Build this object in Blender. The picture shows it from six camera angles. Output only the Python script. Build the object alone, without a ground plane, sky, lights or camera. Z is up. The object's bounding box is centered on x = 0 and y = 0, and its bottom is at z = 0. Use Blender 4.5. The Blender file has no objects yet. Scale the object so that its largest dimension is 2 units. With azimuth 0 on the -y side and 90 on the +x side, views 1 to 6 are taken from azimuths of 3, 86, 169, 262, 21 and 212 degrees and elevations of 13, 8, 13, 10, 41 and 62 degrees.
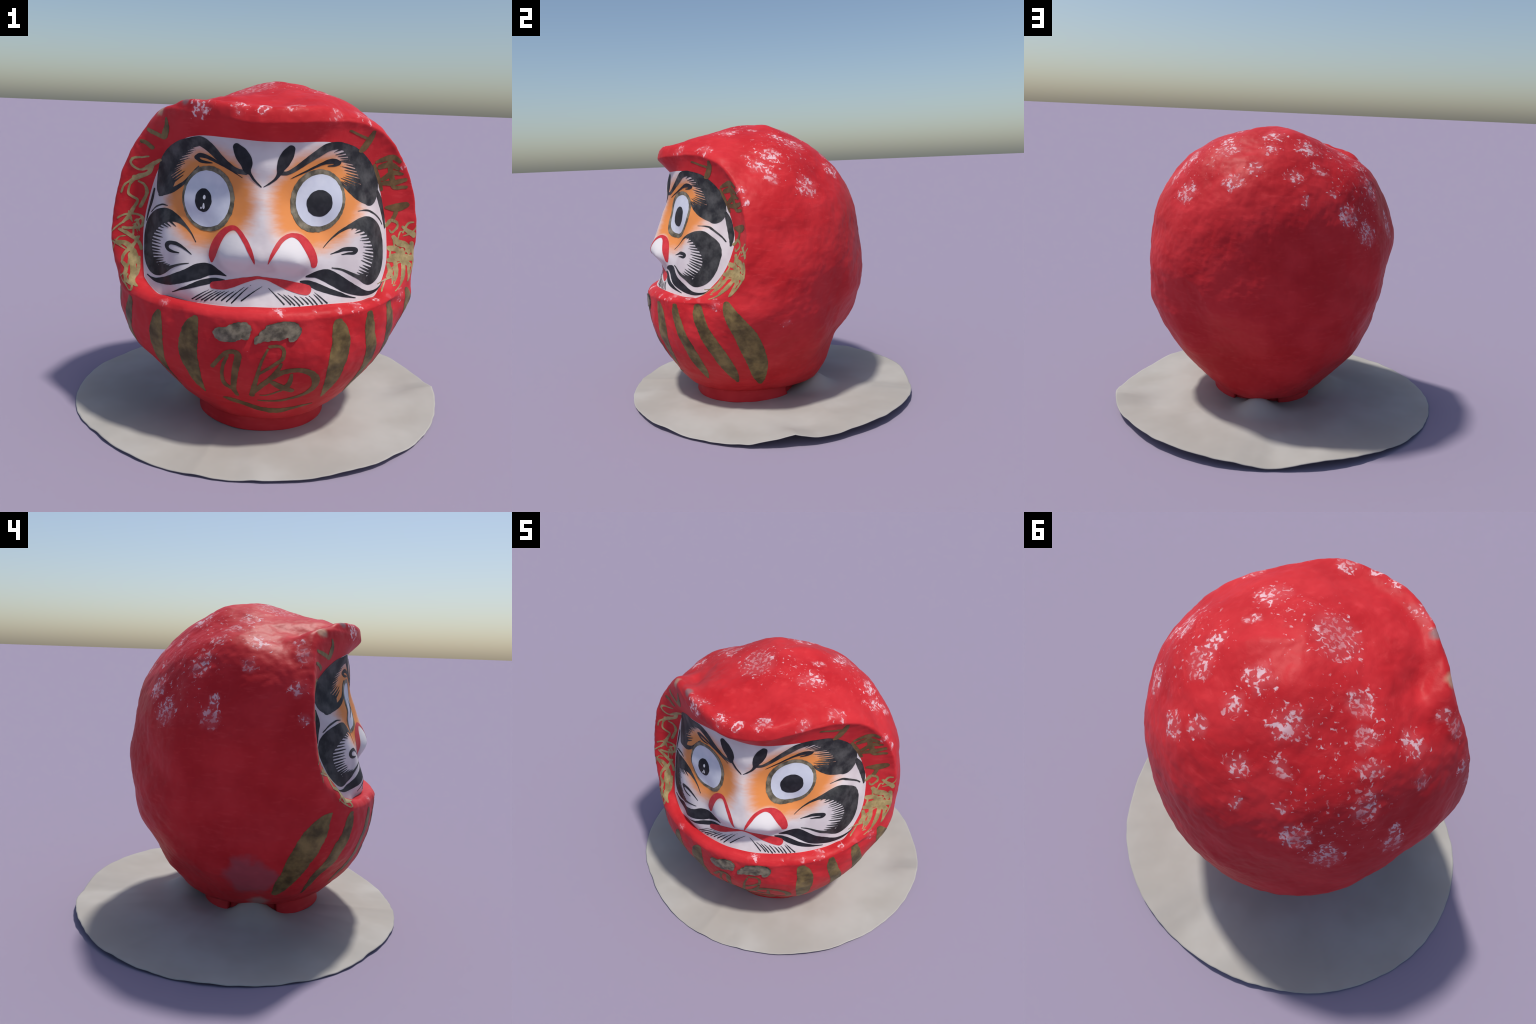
# A hand-painted papier-mache daruma doll standing on a trimmed disc of grey paper.
import bpy, math, random
import numpy as np
from mathutils import Vector, noise, bvhtree

random.seed(7)
rng = np.random.default_rng(7)

# ------------------------------------------------------------------ helpers
def smooth01(t):
    t = np.clip(t, 0.0, 1.0)
    return t * t * (3 - 2 * t)

def cubic_weights(t):
    return np.stack([.5 * (-t + 2 * t * t - t ** 3), .5 * (2 - 5 * t * t + 3 * t ** 3),
                     .5 * (t + 4 * t * t - 3 * t ** 3), .5 * (-t * t + t ** 3)], -1)

def catmull(points, per=16, closed=False):
    """Catmull-Rom curve through control points of any dimension."""
    P = np.asarray(points, float)
    n = len(P)
    if closed:
        Q = np.concatenate([P[-1:], P, P[:2]])
        segs = n
    else:
        Q = np.concatenate([2 * P[:1] - P[1:2], P, 2 * P[-1:] - P[-2:-1]])
        segs = n - 1
    t = np.linspace(0, 1, per, endpoint=False)
    w = cubic_weights(t)
    out = [w @ Q[i:i + 4] for i in range(segs)]
    if not closed:
        out.append(P[-1:])
    return np.concatenate(out)

def periodic(table, az_deg):
    """Smooth periodic interpolation of (azimuth, value) pairs."""
    T = np.array(sorted(table), float)
    a = np.concatenate([T[-2:, 0] - 360, T[:, 0], T[:2, 0] + 360])
    v = np.concatenate([T[-2:, 1], T[:, 1], T[:2, 1]])
    d = np.gradient(v, a)
    x = np.asarray(az_deg, float)
    i = np.clip(np.searchsorted(a, x) - 1, 0, len(a) - 2)
    h = a[i + 1] - a[i]
    t = (x - a[i]) / h
    return ((2 * t ** 3 - 3 * t ** 2 + 1) * v[i] + (t ** 3 - 2 * t ** 2 + t) * h * d[i]
            + (-2 * t ** 3 + 3 * t ** 2) * v[i + 1] + (t ** 3 - t ** 2) * h * d[i + 1])

# ------------------------------------------------------------------ the egg: radius of the doll by direction
CENTRE = np.array([0.03, -0.06, 0.87])
# rows: elevation -75 ... 75 degrees in steps of 15; columns: azimuth 0 (+x), 30, 60, 90 (+y, the back) ...
EGG = np.array([
    [.897, .895, .898, .898, .895, .894, .897, .905, .913, .917, .914, .906],
    [.824, .813, .826, .796, .796, .803, .824, .846, .875, .899, .890, .855],
    [.795, .757, .700, .706, .730, .754, .787, .815, .844, .833, .843, .820],
    [.778, .718, .698, .704, .701, .707, .754, .827, .806, .799, .803, .784],
    [.776, .695, .693, .671, .685, .696, .705, .805, .755, .745, .732, .734],
    [.768, .730, .671, .671, .647, .650, .747, .813, .737, .730, .740, .764],
    [.772, .736, .682, .672, .653, .670, .797, .793, .750, .758, .786, .802],
    [.809, .752, .726, .707, .686, .696, .827, .816, .767, .821, .845, .814],
    [.823, .768, .772, .736, .739, .794, .823, .869, .886, .909, .892, .872],
    [.850, .825, .795, .768, .764, .785, .806, .849, .863, .854, .850, .850],
    [.835, .849, .821, .816, .823, .813, .811, .810, .813, .831, .844, .835]])
CROWN, SOLE = .841, .967

# local swellings (+) and hollows (-): azimuth, elevation, height, spread in degrees
SWELLINGS = [(145, 16, .055, 20), (192, -19, .042, 12), (20, 47, .025, 11), (35, -3, -.020, 14), (51, -26, -.025, 14),
             (200, 54, -.048, 10), (216, 68, -.012, 9), (324, -18, .020, 12), (260, -20, .012, 10), (196, 46, -.010, 9),
             (182, 32, -.022, 12), (183, 20, -.018, 8), (177, 2, -.020, 10), (152, -20, -.026, 10), (147, 31, .022, 9),
             (142, 1, .020, 11), (132, -57, -.030, 12), (66, -28, -.022, 10), (52, -7, .012, 10), (25, -21, .020, 10),
             (347, -16, .020, 9), (340, 45, .015, 9), (32, 66, -.020, 10), (354, 58, -.014, 9), (300, 55, .030, 9),
             (122, 25, .020, 9), (163, 52, .020, 8), (194, 54, .018, 5), (101, -51, .020, 8), (29, -38, .018, 9),
             (59, -52, -.020, 9), (201, -52, .018, 9), (207, 53, -.020, 5), (332, -7, -.014, 7), (312, 57, .022, 8), (328, 55, .026, 9),
             (288, 56, .014, 7), (151, 45, -.014, 8), (190, 47, -.018, 6)]

def swelling(D):
    total = np.zeros(D.shape[:-1])
    for az, el, h, w in SWELLINGS:
        a, e = math.radians(az), math.radians(el)
        c = np.array([math.cos(e) * math.cos(a), math.cos(e) * math.sin(a), math.sin(e)])
        ang = np.degrees(np.arccos(np.clip(D @ c, -1, 1)))
        total += h * np.exp(-(ang / w) ** 2)
    return total

def egg_radius(D):
    D = D / np.linalg.norm(D, axis=-1, keepdims=True)
    nr, na = EGG.shape
    el = np.degrees(np.arcsin(np.clip(D[..., 2], -1, 1)))
    az = np.degrees(np.arctan2(D[..., 1], D[..., 0])) % 360
    fe, fa = (el + 75) / 15, az / 30
    ie, ia = np.floor(fe).astype(int), np.floor(fa).astype(int)
    we, wa = cubic_weights(fe - ie), cubic_weights(fa - ia)
    R = np.zeros(D.shape[:-1])
    for i in range(4):
        for j in range(4):
            r, c = ie - 1 + i, ia - 1 + j
            over, under = r > nr, r < -1
            c = np.where(over | under, c + na // 2, c)
            r = np.where(over, 2 * nr - r, np.where(under, -2 - r, r))
            val = EGG[np.clip(r, 0, nr - 1), c % na]
            val = np.where(r == nr, CROWN, np.where(r == -1, SOLE, val))
            R += we[..., i] * wa[..., j] * val
    return R + swelling(D)

# ------------------------------------------------------------------ curves of the face opening
# edge of the white face mask, clockwise from the upper left
FACE_EDGE = [(-0.29, -0.51, 1.451), (-0.143, -0.557, 1.45), (0.002, -0.585, 1.442), (0.142, -0.575, 1.443),
             (0.316, -0.49, 1.446), (0.446, -0.362, 1.41), (0.542, -0.262, 1.298), (0.605, -0.209, 1.102),
             (0.625, -0.232, 0.976), (0.622, -0.3, 0.855), (0.571, -0.415, 0.744), (0.526, -0.468, 0.732),
             (0.462, -0.535, 0.731), (0.331, -0.635, 0.743), (0.137, -0.7, 0.736), (-0.005, -0.714, 0.735),
             (-0.118, -0.697, 0.726), (-0.273, -0.645, 0.722), (-0.401, -0.565, 0.72), (-0.46, -0.525, 0.718),
             (-0.529, -0.45, 0.754), (-0.551, -0.415, 0.798), (-0.577, -0.305, 0.978), (-0.553, -0.275, 1.138),
             (-0.5, -0.295, 1.286), (-0.395, -0.42, 1.407)]
# ridge of the hood: brim, right side, lower lip, left side, clockwise from the upper left corner
HOOD_RIDGE = [(-.480, -.345, 1.560), (-.395, -.440, 1.570), (-.293, -.537, 1.550), (-.140, -.628, 1.535),
              (0, -.662, 1.522), (.163, -.640, 1.530), (.332, -.512, 1.540), (.474, -.382, 1.528),
              (.589, -.268, 1.470), (.680, -.192, 1.360), (.742, -.165, 1.240), (.775, -.150, 1.100),
              (.785, -.160, .960), (.775, -.190, .842), (.732, -.282, .752), (.635, -.435, .720),
              (.522, -.570, .712), (.385, -.675, .705), (.200, -.745, .695), (.020, -.772, .692),
              (-.140, -.755, .692), (-.290, -.712, .695), (-.440, -.625, .697), (-.570, -.525, .700),
              (-.655, -.425, .720), (-.703, -.352, .795), (-.740, -.300, .893), (-.743, -.268, 1.015),
              (-.725, -.255, 1.133), (-.688, -.255, 1.260), (-.625, -.268, 1.396), (-.550, -.292, 1.500)]
# depth of the painted face: (x, y, z) of eyes, brows, nose, cheeks, lips
FACE_DEPTH = [(-.246, -.558, 1.171), (.271, -.533, 1.177), (-.351, -.513, 1.162), (-.103, -.593, 1.200),
              (-.251, -.522, 1.321), (-.216, -.578, 1.042), (.143, -.585, 1.183), (.392, -.462, 1.187),
              (.268, -.500, 1.314), (.272, -.545, 1.049), (.119, -.589, 1.400), (-.089, -.584, 1.400),
              (.020, -.619, 1.260), (.025, -.617, 1.340), (.025, -.649, 1.191), (.025, -.680, 1.109),
              (.025, -.722, 1.006), (.022, -.740, .940), (.060, -.732, .936), (-.013, -.727, .935),
              (.120, -.720, .945), (-.070, -.718, .945), (.190, -.690, .935), (-.130, -.690, .940),
              (.022, -.690, .892), (.120, -.676, .890), (-.080, -.680, .890), (.022, -.672, .865),
              (.156, -.655, 1.044), (-.115, -.640, 1.072), (.255, -.625, .911), (-.188, -.632, .910),
              (.206, -.635, .870), (-.150, -.645, .870), (.236, -.635, .799), (-.185, -.655, .809),
              (.022, -.676, .810), (.022, -.690, .770), (.509, -.335, 1.143), (.456, -.495, .966),
              (-.412, -.530, .956), (-.465, -.400, 1.154), (.600, -.295, .948), (.299, -.566, .984),
              (-.284, -.577, .993), (.356, -.442, 1.357), (-.297, -.490, 1.359), (.524, -.385, 1.080),
              (-.472, -.435, 1.090), (-.435, -.515, .790), (.460, -.518, .800), (.455, -.525, .850), (-.375, -.575, .845), (-.227, -.536, 1.240), (-.360, -.505, 1.110), (-.095, -.630, 1.110), (-.380, -.592, .785), (-.300, -.640, .785), (.328, -.582, .870)]
FACE_MID = np.array([.02, 1.08])          # x, z about which the opening is spun

def spin(points, theta):
    """Closed curve resampled so that every sample lies at a given angle round FACE_MID."""
    C = catmull(points, 40, closed=True)
    a = np.arctan2(C[:, 2] - FACE_MID[1], C[:, 0] - FACE_MID[0])
    o = np.argsort(a)
    a, C = a[o], C[o]
    a = np.concatenate([a[-3:] - 2 * np.pi, a, a[:3] + 2 * np.pi])
    C = np.concatenate([C[-3:], C, C[:3]])
    return np.stack([np.interp(theta, a, C[:, k]) for k in range(3)], -1)

class ThinPlate:
    def __init__(self, pts, lam=2e-5):
        P = np.asarray(pts, float)
        self.c = P[:, [0, 2]]
        n = len(P)
        K = self.kern(self.c, self.c) + lam * np.eye(n)
        Q = np.concatenate([np.ones((n, 1)), self.c], 1)
        A = np.block([[K, Q], [Q.T, np.zeros((3, 3))]])
        self.w = np.linalg.solve(A, np.concatenate([P[:, 1], np.zeros(3)]))
    @staticmethod
    def kern(a, b):
        d2 = ((a[:, None] - b[None]) ** 2).sum(-1)
        return .5 * d2 * np.log(d2 + 1e-12)
    def __call__(self, xz):
        return self.kern(xz, self.c) @ self.w[:-3] + self.w[-3] + xz @ self.w[-2:]

NA, NF, NW, NB = 840, 120, 26, 250
theta = np.linspace(-np.pi, np.pi, NA, endpoint=False)
EDGE = spin(FACE_EDGE, theta)
RIDGE = spin(HOOD_RIDGE, theta)
face_y = ThinPlate(list(map(tuple, catmull(FACE_EDGE, 3, closed=True))) + FACE_DEPTH)

# --- face rings, centre outwards
rings = []
for k in range(1, NF):
    s = (k / NF) ** .9
    xz = FACE_MID + (EDGE[:, [0, 2]] - FACE_MID) * s
    rings.append(np.stack([xz[:, 0], face_y(xz), xz[:, 1]], -1))
rings.append(EDGE)
# --- inner slope of the hood, face edge to ridge, bulging a little towards the viewer
out = RIDGE - EDGE
slope_dir = np.gradient(EDGE, axis=0)
slope_n = np.cross(slope_dir, out)
slope_n /= np.linalg.norm(slope_n, axis=1)[:, None]
slope_n *= np.sign(-slope_n[:, 1:2] + 1e-9)
width = np.linalg.norm(out, axis=1)[:, None]
lift = .01 + .20 * smooth01((.90 - RIDGE[:, 2:3]) / .17) + .07 * smooth01(-RIDGE[:, 0:1] / .4) - .06 * smooth01(RIDGE[:, 0:1] / .4)
for k in range(1, NW + 1):
    t = k / NW
    rings.append(EDGE + out * t + slope_n * width * lift * 4 * t * (1 - t) * (.5 + .6 * t))
# --- back of the hood and body, ridge to the back pole
dr = RIDGE - CENTRE
dr_n = dr / np.linalg.norm(dr, axis=1)[:, None]
POLE = np.array([.0, .995, -.1]); POLE /= np.linalg.norm(POLE)
omega = np.arccos(np.clip(dr_n @ POLE, -1, 1))[:, None]
delta = dr - dr_n * egg_radius(dr_n)[:, None]
decay = .26 - .10 * np.exp(-(((RIDGE[:, 0:1] + .42) / .18) ** 2 + ((RIDGE[:, 2:3] - 1.56) / .1) ** 2))
brim = smooth01((RIDGE[:, 2:3] - 1.40) / .14) * (1 - .75 * smooth01((RIDGE[:, 0:1] - .05) / .35)) * (1 - .5 * smooth01((-.30 - RIDGE[:, 0:1]) / .12))        # 1 along the thick roll above the forehead
for k in range(1, NB):
    s = (k / NB) ** 1.12
    D = (np.sin((1 - s) * omega) * dr_n + np.sin(s * omega) * POLE) / np.sin(omega)
    ang = s * omega
    P = CENTRE + D * egg_radius(D)[:, None] + delta * np.exp(-(ang / decay) ** 2)
    P = P + brim * np.array([0, -.35, 1]) * .040 * np.exp(-((ang - .055) / .07) ** 2) * smooth01(ang / .035)
    zf = .075                                   # flat underside
    P[:, 2] = np.where(P[:, 2] < zf + .05, zf + .05 * np.exp((P[:, 2] - zf - .05) / .05), P[:, 2])
    rings.append(P)
rings = np.array(rings)                         # (rows, NA, 3)
ROWS = len(rings)
front_tip = np.array([[FACE_MID[0], face_y(FACE_MID[None])[0], FACE_MID[1]]])
back_tip = (CENTRE + POLE * egg_radius(POLE[None])[0])[None]

# soften the ridge: relax rows on either side of it
r0 = NF - 1 + NW
for it in range(8):
    lo, hi = r0 - 9, r0 + 10
    mid = rings[lo:hi]
    rings[lo:hi] = mid + .35 * (.5 * (rings[lo - 1:hi - 1] + rings[lo + 1:hi + 1]) - mid)

V = np.concatenate([front_tip, rings.reshape(-1, 3), back_tip])

# papier-mache lumps (weak on the smooth painted face)
def grid_normals(V):
    G = V[1:-1].reshape(ROWS, NA, 3)
    du = np.roll(G, -1, 1) - np.roll(G, 1, 1)
    dv = np.gradient(G, axis=0)
    N = np.cross(du, dv)
    N /= np.linalg.norm(N, axis=-1, keepdims=True) + 1e-12
    N = N.reshape(-1, 3)
    c = V[1:-1] - CENTRE
    if (N * c).sum() < 0:
        N = -N
    return N
Nrm = grid_normals(V)
row = np.repeat(np.arange(ROWS), NA)
amp = np.where(row < NF, .0, 1.0) * smooth01((row - NF) / NW)
disp = np.zeros(len(row))
for i in range(len(row)):
    if amp[i] > 0:
        p = Vector(V[1 + i])
        d = .0055 * noise.noise(p * 6.0 + Vector((3, 1, 7)))
        d += .0040 * noise.noise(p * 13.0 + Vector((9, 4, 2)))
        d += .0020 * noise.noise(p * 31.0)
        d -= .0045 * max(0.0, noise.noise(p * 9.0 + Vector((5, 8, 1))) - .32)
        d += .0005 * noise.noise(p * 70.0)
        disp[i] = d * amp[i]
V[1:-1] += Nrm * disp[:, None]

quads = []
idx = 1 + np.arange(ROWS * NA).reshape(ROWS, NA)
nxt = np.roll(idx, -1, 1)
first = [(0, int(idx[0, j]), int(nxt[0, j])) for j in range(NA)]
last = [(len(V) - 1, int(nxt[-1, j]), int(idx[-1, j])) for j in range(NA)]
body_faces = {'face': list(first), 'hood_rim': [], 'body': []}
for r in range(ROWS - 1):
    part = 'face' if r < NF - 1 else ('hood_rim' if r < r0 else 'body')
    q = np.stack([idx[r], idx[r + 1], nxt[r + 1], nxt[r]], -1)
    body_faces[part].extend(map(tuple, q.tolist()))
body_faces['body'] += last

# make sure faces look outwards
def flip_needed(f):
    a, b, c = V[f[0]], V[f[1]], V[f[2]]
    return np.dot(np.cross(b - a, c - a), (a + b + c) / 3 - CENTRE) < 0
if flip_needed(body_faces['body'][len(body_faces['body']) // 2]):
    for k in body_faces:
        body_faces[k] = [tuple(reversed(f)) for f in body_faces[k]]

whole = bpy.data.meshes.new('whole_skin')
allf = body_faces['face'] + body_faces['hood_rim'] + body_faces['body']
whole.from_pydata(V.tolist(), [], allf)
whole.update()
VN = np.zeros(len(V) * 3)
whole.vertex_normals.foreach_get('vector', VN)
VN = VN.reshape(-1, 3)
TREE = bvhtree.BVHTree.FromPolygons([tuple(v) for v in V.tolist()], allf)

# ------------------------------------------------------------------ materials
def material(name, build, rough=.5, spec=.5):
    m = bpy.data.materials.new(name)
    m.use_nodes = True
    nt = m.node_tree
    b = nt.nodes['Principled BSDF']
    b.inputs['Roughness'].default_value = rough
    b.inputs['Specular IOR Level'].default_value = spec
    build(Nodes(nt), b)
    return m

class Nodes:
    """Small helper for wiring shader nodes."""
    def __init__(self, nt):
        self.nt = nt
        self.obj = self.new('ShaderNodeTexCoord').outputs['Object']
    def new(self, t, **kw):
        n = self.nt.nodes.new(t)
        for k, v in kw.items():
            setattr(n, k, v)
        return n
    def link(self, a, b):
        self.nt.links.new(a, b)
    def put(self, sock, v):
        if isinstance(v, bpy.types.NodeSocket):
            self.link(v, sock)
        else:
            sock.default_value = v
    def math(self, op, a, b=0.0, clamp=False):
        n = self.new('ShaderNodeMath', operation=op, use_clamp=clamp)
        self.put(n.inputs[0], a); self.put(n.inputs[1], b)
        return n.outputs[0]
    def noise(self, scale, detail=3, rough=.5, vec=None, distortion=0.0, stretch=None):
        vec = vec or self.obj
        if stretch:
            mp = self.new('ShaderNodeMapping')
            self.link(vec, mp.inputs['Vector'])
            mp.inputs['Scale'].default_value = stretch
            vec = mp.outputs[0]
        n = self.new('ShaderNodeTexNoise')
        self.link(vec, n.inputs['Vector'])
        n.inputs['Scale'].default_value = scale
        n.inputs['Detail'].default_value = detail
        n.inputs['Roughness'].default_value = rough
        n.inputs['Distortion'].default_value = distortion
        return n.outputs[0]
    def ramp(self, v, lo, hi, a=0.0, b=1.0, smooth=True):
        n = self.new('ShaderNodeMapRange')
        n.interpolation_type = 'SMOOTHSTEP' if smooth else 'LINEAR'
        self.put(n.inputs[0], v)
        for i, x in enumerate((lo, hi, a, b)):
            n.inputs[1 + i].default_value = x
        return n.outputs[0]
    def mix(self, f, a, b):
        n = self.new('ShaderNodeMix', data_type='RGBA')
        self.put(n.inputs[0], f)
        for s, v in ((n.inputs[6], a), (n.inputs[7], b)):
            self.put(s, v if isinstance(v, bpy.types.NodeSocket) else (*v, 1))
        return n.outputs[2]
    def dist(self, centre, vec=None, scale=None):
        vec = vec or self.obj
        if scale:
            m = self.new('ShaderNodeVectorMath', operation='MULTIPLY')
            self.link(vec, m.inputs[0]); m.inputs[1].default_value = scale
            vec = m.outputs[0]
            centre = tuple(c * s for c, s in zip(centre, scale))
        n = self.new('ShaderNodeVectorMath', operation='DISTANCE')
        self.link(vec, n.inputs[0])
        n.inputs[1].default_value = centre
        return n.outputs['Value']
    def bump(self, bsdf, h, strength=.3, distance=.004):
        n = self.new('ShaderNodeBump')
        n.inputs['Strength'].default_value = strength
        n.inputs['Distance'].default_value = distance
        self.put(n.inputs['Height'], h)
        self.link(n.outputs[0], bsdf.inputs['Normal'])

# gloss highlights painted into the red as pale specks, in clusters: x, y, z, radius
PAINTED_GLINTS = [(.28, -.22, 1.66, .071), (-.05, -.17, 1.67, .105), (.09, .14, 1.66, .060), (.35, .08, 1.63, .056),
          (.28, -.07, 1.67, .031), (.54, .01, 1.53, .040), (.13, .26, 1.60, .048), (.35, .38, 1.42, .058),
          (.23, .36, 1.50, .044), (.02, .40, 1.46, .049), (-.02, .49, 1.34, .035), (-.09, .22, 1.60, .071),
          (-.26, 0, 1.61, .060), (-.34, .08, 1.55, .048), (-.49, -.03, 1.49, .056), (-.47, .26, 1.39, .068),
          (-.28, .44, 1.25, .064), (-.13, .34, 1.49, .048), (-.41, .16, 1.50, .048), (-.59, .03, 1.40, .044),
          (-.56, -.19, 1.51, .038), (-.41, .41, 1.15, .066), (-.60, .21, 1.14, .053), (-.20, .42, 1.37, .031),
          (.61, -.05, 1.46, .060), (.65, .01, 1.39, .042), (.56, -.12, 1.53, .035), (.58, .21, 1.34, .064), (.36, .16, 1.59, .076),
          (.70, -.17, 1.34, .035), (.73, -.14, 1.27, .026), (.74, .05, .61, .032), (.11, -.735, .725, .024),
          (-.25, -.53, 1.59, .060), (.01, -.63, 1.57, .033), (.13, -.58, 1.61, .049), (.47, -.37, 1.58, .051),
          (-.09, -.61, 1.58, .042), (-.41, -.64, .71, .024), (.27, -.70, .73, .014), (.46, -.60, .735, .032), (.38, -.66, .73, .022),
          (.56, -.49, .75, .028), (.64, -.42, .735, .022), (.69, -.34, .72, .032), (.32, -.51, 1.57, .043), (-.70, -.18, 1.29, .044),
          (-.74, -.20, 1.15, .032), (-.61, -.22, 1.44, .053), (-.59, .19, 1.23, .038)]

def red_lacquer(n, b):
    v = n.noise(5.0, 4)
    c = n.mix(n.ramp(v, .3, .7), (.50, .018, .024), (.60, .031, .038))
    # streaky brush marks, slightly brighter
    c = n.mix(n.math('MULTIPLY', n.ramp(n.noise(14, 3, .6, stretch=(1, 1, 4)), .52, .75), .35), c, (.68, .055, .060))
    # specular glints mixed into the base colour
    warp = n.new('ShaderNodeTexNoise')
    n.link(n.obj, warp.inputs['Vector'])
    warp.inputs['Scale'].default_value = 11
    shift = n.new('ShaderNodeVectorMath', operation='MULTIPLY_ADD')
    n.link(warp.outputs['Color'], shift.inputs[0])
    shift.inputs[1].default_value = (.10, .10, .10)
    add = n.new('ShaderNodeVectorMath', operation='SUBTRACT')
    n.link(n.obj, add.inputs[0]); add.inputs[1].default_value = (.05, .05, .05)
    n.link(add.outputs[0], shift.inputs[2])
    near = 0.0
    for x, y, z, r in PAINTED_GLINTS:
        d = n.ramp(n.dist((x, y, z), shift.outputs[0]), r * 2.25, r * .25)
        near = d if near == 0.0 else n.math('MAXIMUM', near, d)
    for x, y, z, r in ((-.35, .25, 1.35, .36), (-.25, .10, 1.60, .32), (.45, .05, 1.50, .34), (.05, -.15, 1.68, .30)):
        d = n.math('MULTIPLY', n.ramp(n.dist((x, y, z), shift.outputs[0]), r, r * .4), .52)
        near = n.math('MAXIMUM', near, d)
    grain = n.noise(50, 2.2, .5, distortion=.6)
    level = n.math('SUBTRACT', .80, n.math('MULTIPLY', near, .335))
    painted_glint = n.ramp(n.math('SUBTRACT', grain, level), -.02, .12)
    c = n.mix(n.math('MULTIPLY', n.ramp(near, .45, 1.0), .13), c, (.75, .30, .33))
    c = n.mix(n.math('MULTIPLY', painted_glint, n.ramp(n.noise(7, 2), .38, .60, .25, .78)), c, (.80, .60, .64))
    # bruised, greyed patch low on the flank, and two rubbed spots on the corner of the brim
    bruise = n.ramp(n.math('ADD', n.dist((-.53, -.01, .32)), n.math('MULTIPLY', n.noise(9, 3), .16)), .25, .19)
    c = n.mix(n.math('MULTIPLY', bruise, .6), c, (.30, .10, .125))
    pale = n.ramp(n.math('ADD', n.dist((-.37, -.08, .14)), n.math('MULTIPLY', n.noise(14, 3), .06)), .10, .05)
    c = n.mix(n.math('MULTIPLY', pale, .7), c, (.30, .25, .22))
    for p, col in (((-.345, -.46, 1.605), (.22, .17, .17)), ((-.485, -.33, 1.55), (.50, .33, .22))):
        spot = n.ramp(n.math('ADD', n.dist(p), n.math('MULTIPLY', n.noise(25, 2), .03)), .055, .03)
        c = n.mix(n.math('MULTIPLY', spot, .8), c, col)
    n.link(c, b.inputs['Base Color'])
    n.bump(b, n.noise(55, 3, .6), .22, .003)

def face_white(n, b):
    v = n.noise(8, 3)
    c = n.mix(n.ramp(v, .3, .7), (.585, .515, .530), (.685, .630, .635))
    streak = n.noise(22, 3, .6, stretch=(.5, .5, 2.0))
    for x, z in ((-.225, 1.180), (.268, 1.187)):
        d = n.dist((x, 0, z), scale=(1 / .205, 0, 1 / .205))
        d = n.math('ADD', d, n.math('MULTIPLY', n.math('SUBTRACT', streak, .5), .30))
        c = n.mix(n.math('MULTIPLY', n.ramp(d, 1.30, .80), .97), c, (.74, .245, .050))
    for x, z in ((-.090, .965), (.155, .965)):              # the wings of the nose stay white
        d = n.dist((x, 0, z), scale=(1 / .085, 0, 1 / .105))
        c = n.mix(n.ramp(d, 1.05, .70), c, (.72, .68, .68))
    n.link(c, b.inputs['Base Color'])
    n.bump(b, n.noise(45, 3, stretch=(1, 1, 2.5)), .15, .002)

def paper_grey(n, b):
    v = n.noise(2.2, 4)
    c = n.mix(n.ramp(v, .35, .7), (.395, .372, .338), (.455, .440, .410))
    n.link(c, b.inputs['Base Color'])
    n.bump(b, n.noise(18, 4), .12, .004)

RED = material('red_lacquered_paper', red_lacquer, .46, .11)
WHITE = material('white_face_paint', face_white, .6, .3)
PAPER = material('grey_paper', paper_grey, .8, .2)

# ------------------------------------------------------------------ objects
def add_object(name, mesh, parent=None, mat=None):
    ob = bpy.data.objects.new(name, mesh)
    bpy.context.scene.collection.objects.link(ob)
    if parent:
        ob.parent = parent
    if mat:
        mesh.materials.append(mat)
    return ob

def mesh_from(name, verts, faces, normals=None):
    me = bpy.data.meshes.new(name)
    me.from_pydata(verts, [], faces)
    me.update()
    me.polygons.foreach_set('use_smooth', [True] * len(me.polygons))
    if normals is not None:
        me.normals_split_custom_set_from_vertices(normals)
    return me

doll = bpy.data.objects.new('daruma_doll', None)
bpy.context.scene.collection.objects.link(doll)
doll['label'] = 'round red papier-mache daruma doll with fierce painted face'
doll['category'] = 'daruma doll'

for part, mat in (('face', WHITE), ('hood_rim', RED), ('body', RED)):
    faces = body_faces[part]
    used = sorted({i for f in faces for i in f})
    remap = {o: k for k, o in enumerate(used)}
    me = mesh_from(part, V[used].tolist(), [tuple(remap[i] for i in f) for f in faces],
                   VN[used].tolist())
    add_object(part, me, doll, mat)

# ------------------------------------------------------------------ paper disc
DISC_RADIUS = [(-175, .998), (-157, .983), (-142, .946), (-118, .928), (-100, .912), (-83, .908), (-69, .918),
               (-53, .935), (-32, .950), (-12, .983), (0, .998), (7, .998), (24, .975), (33, .969), (43, .956),
               (62, .932), (80, .910), (98, .909), (116, .920), (129, .942), (144, .963), (159, .985), (175, 1.0)]
DISC_RISE = [(-180, .0), (-165, .0), (-150, .005), (-135, .003), (-120, .006), (-105, .008), (-90, .010),
             (-75, .014), (-60, .024), (-45, .026), (-30, .008), (-20, .010), (-12, .022), (-5, .045), (4, .058),
             (11, .048), (20, .040), (32, .050), (48, .050), (66, .038), (77, .012), (86, .025), (95, .037),
             (110, .033), (125, .024), (145, .010), (160, .004)]
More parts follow.
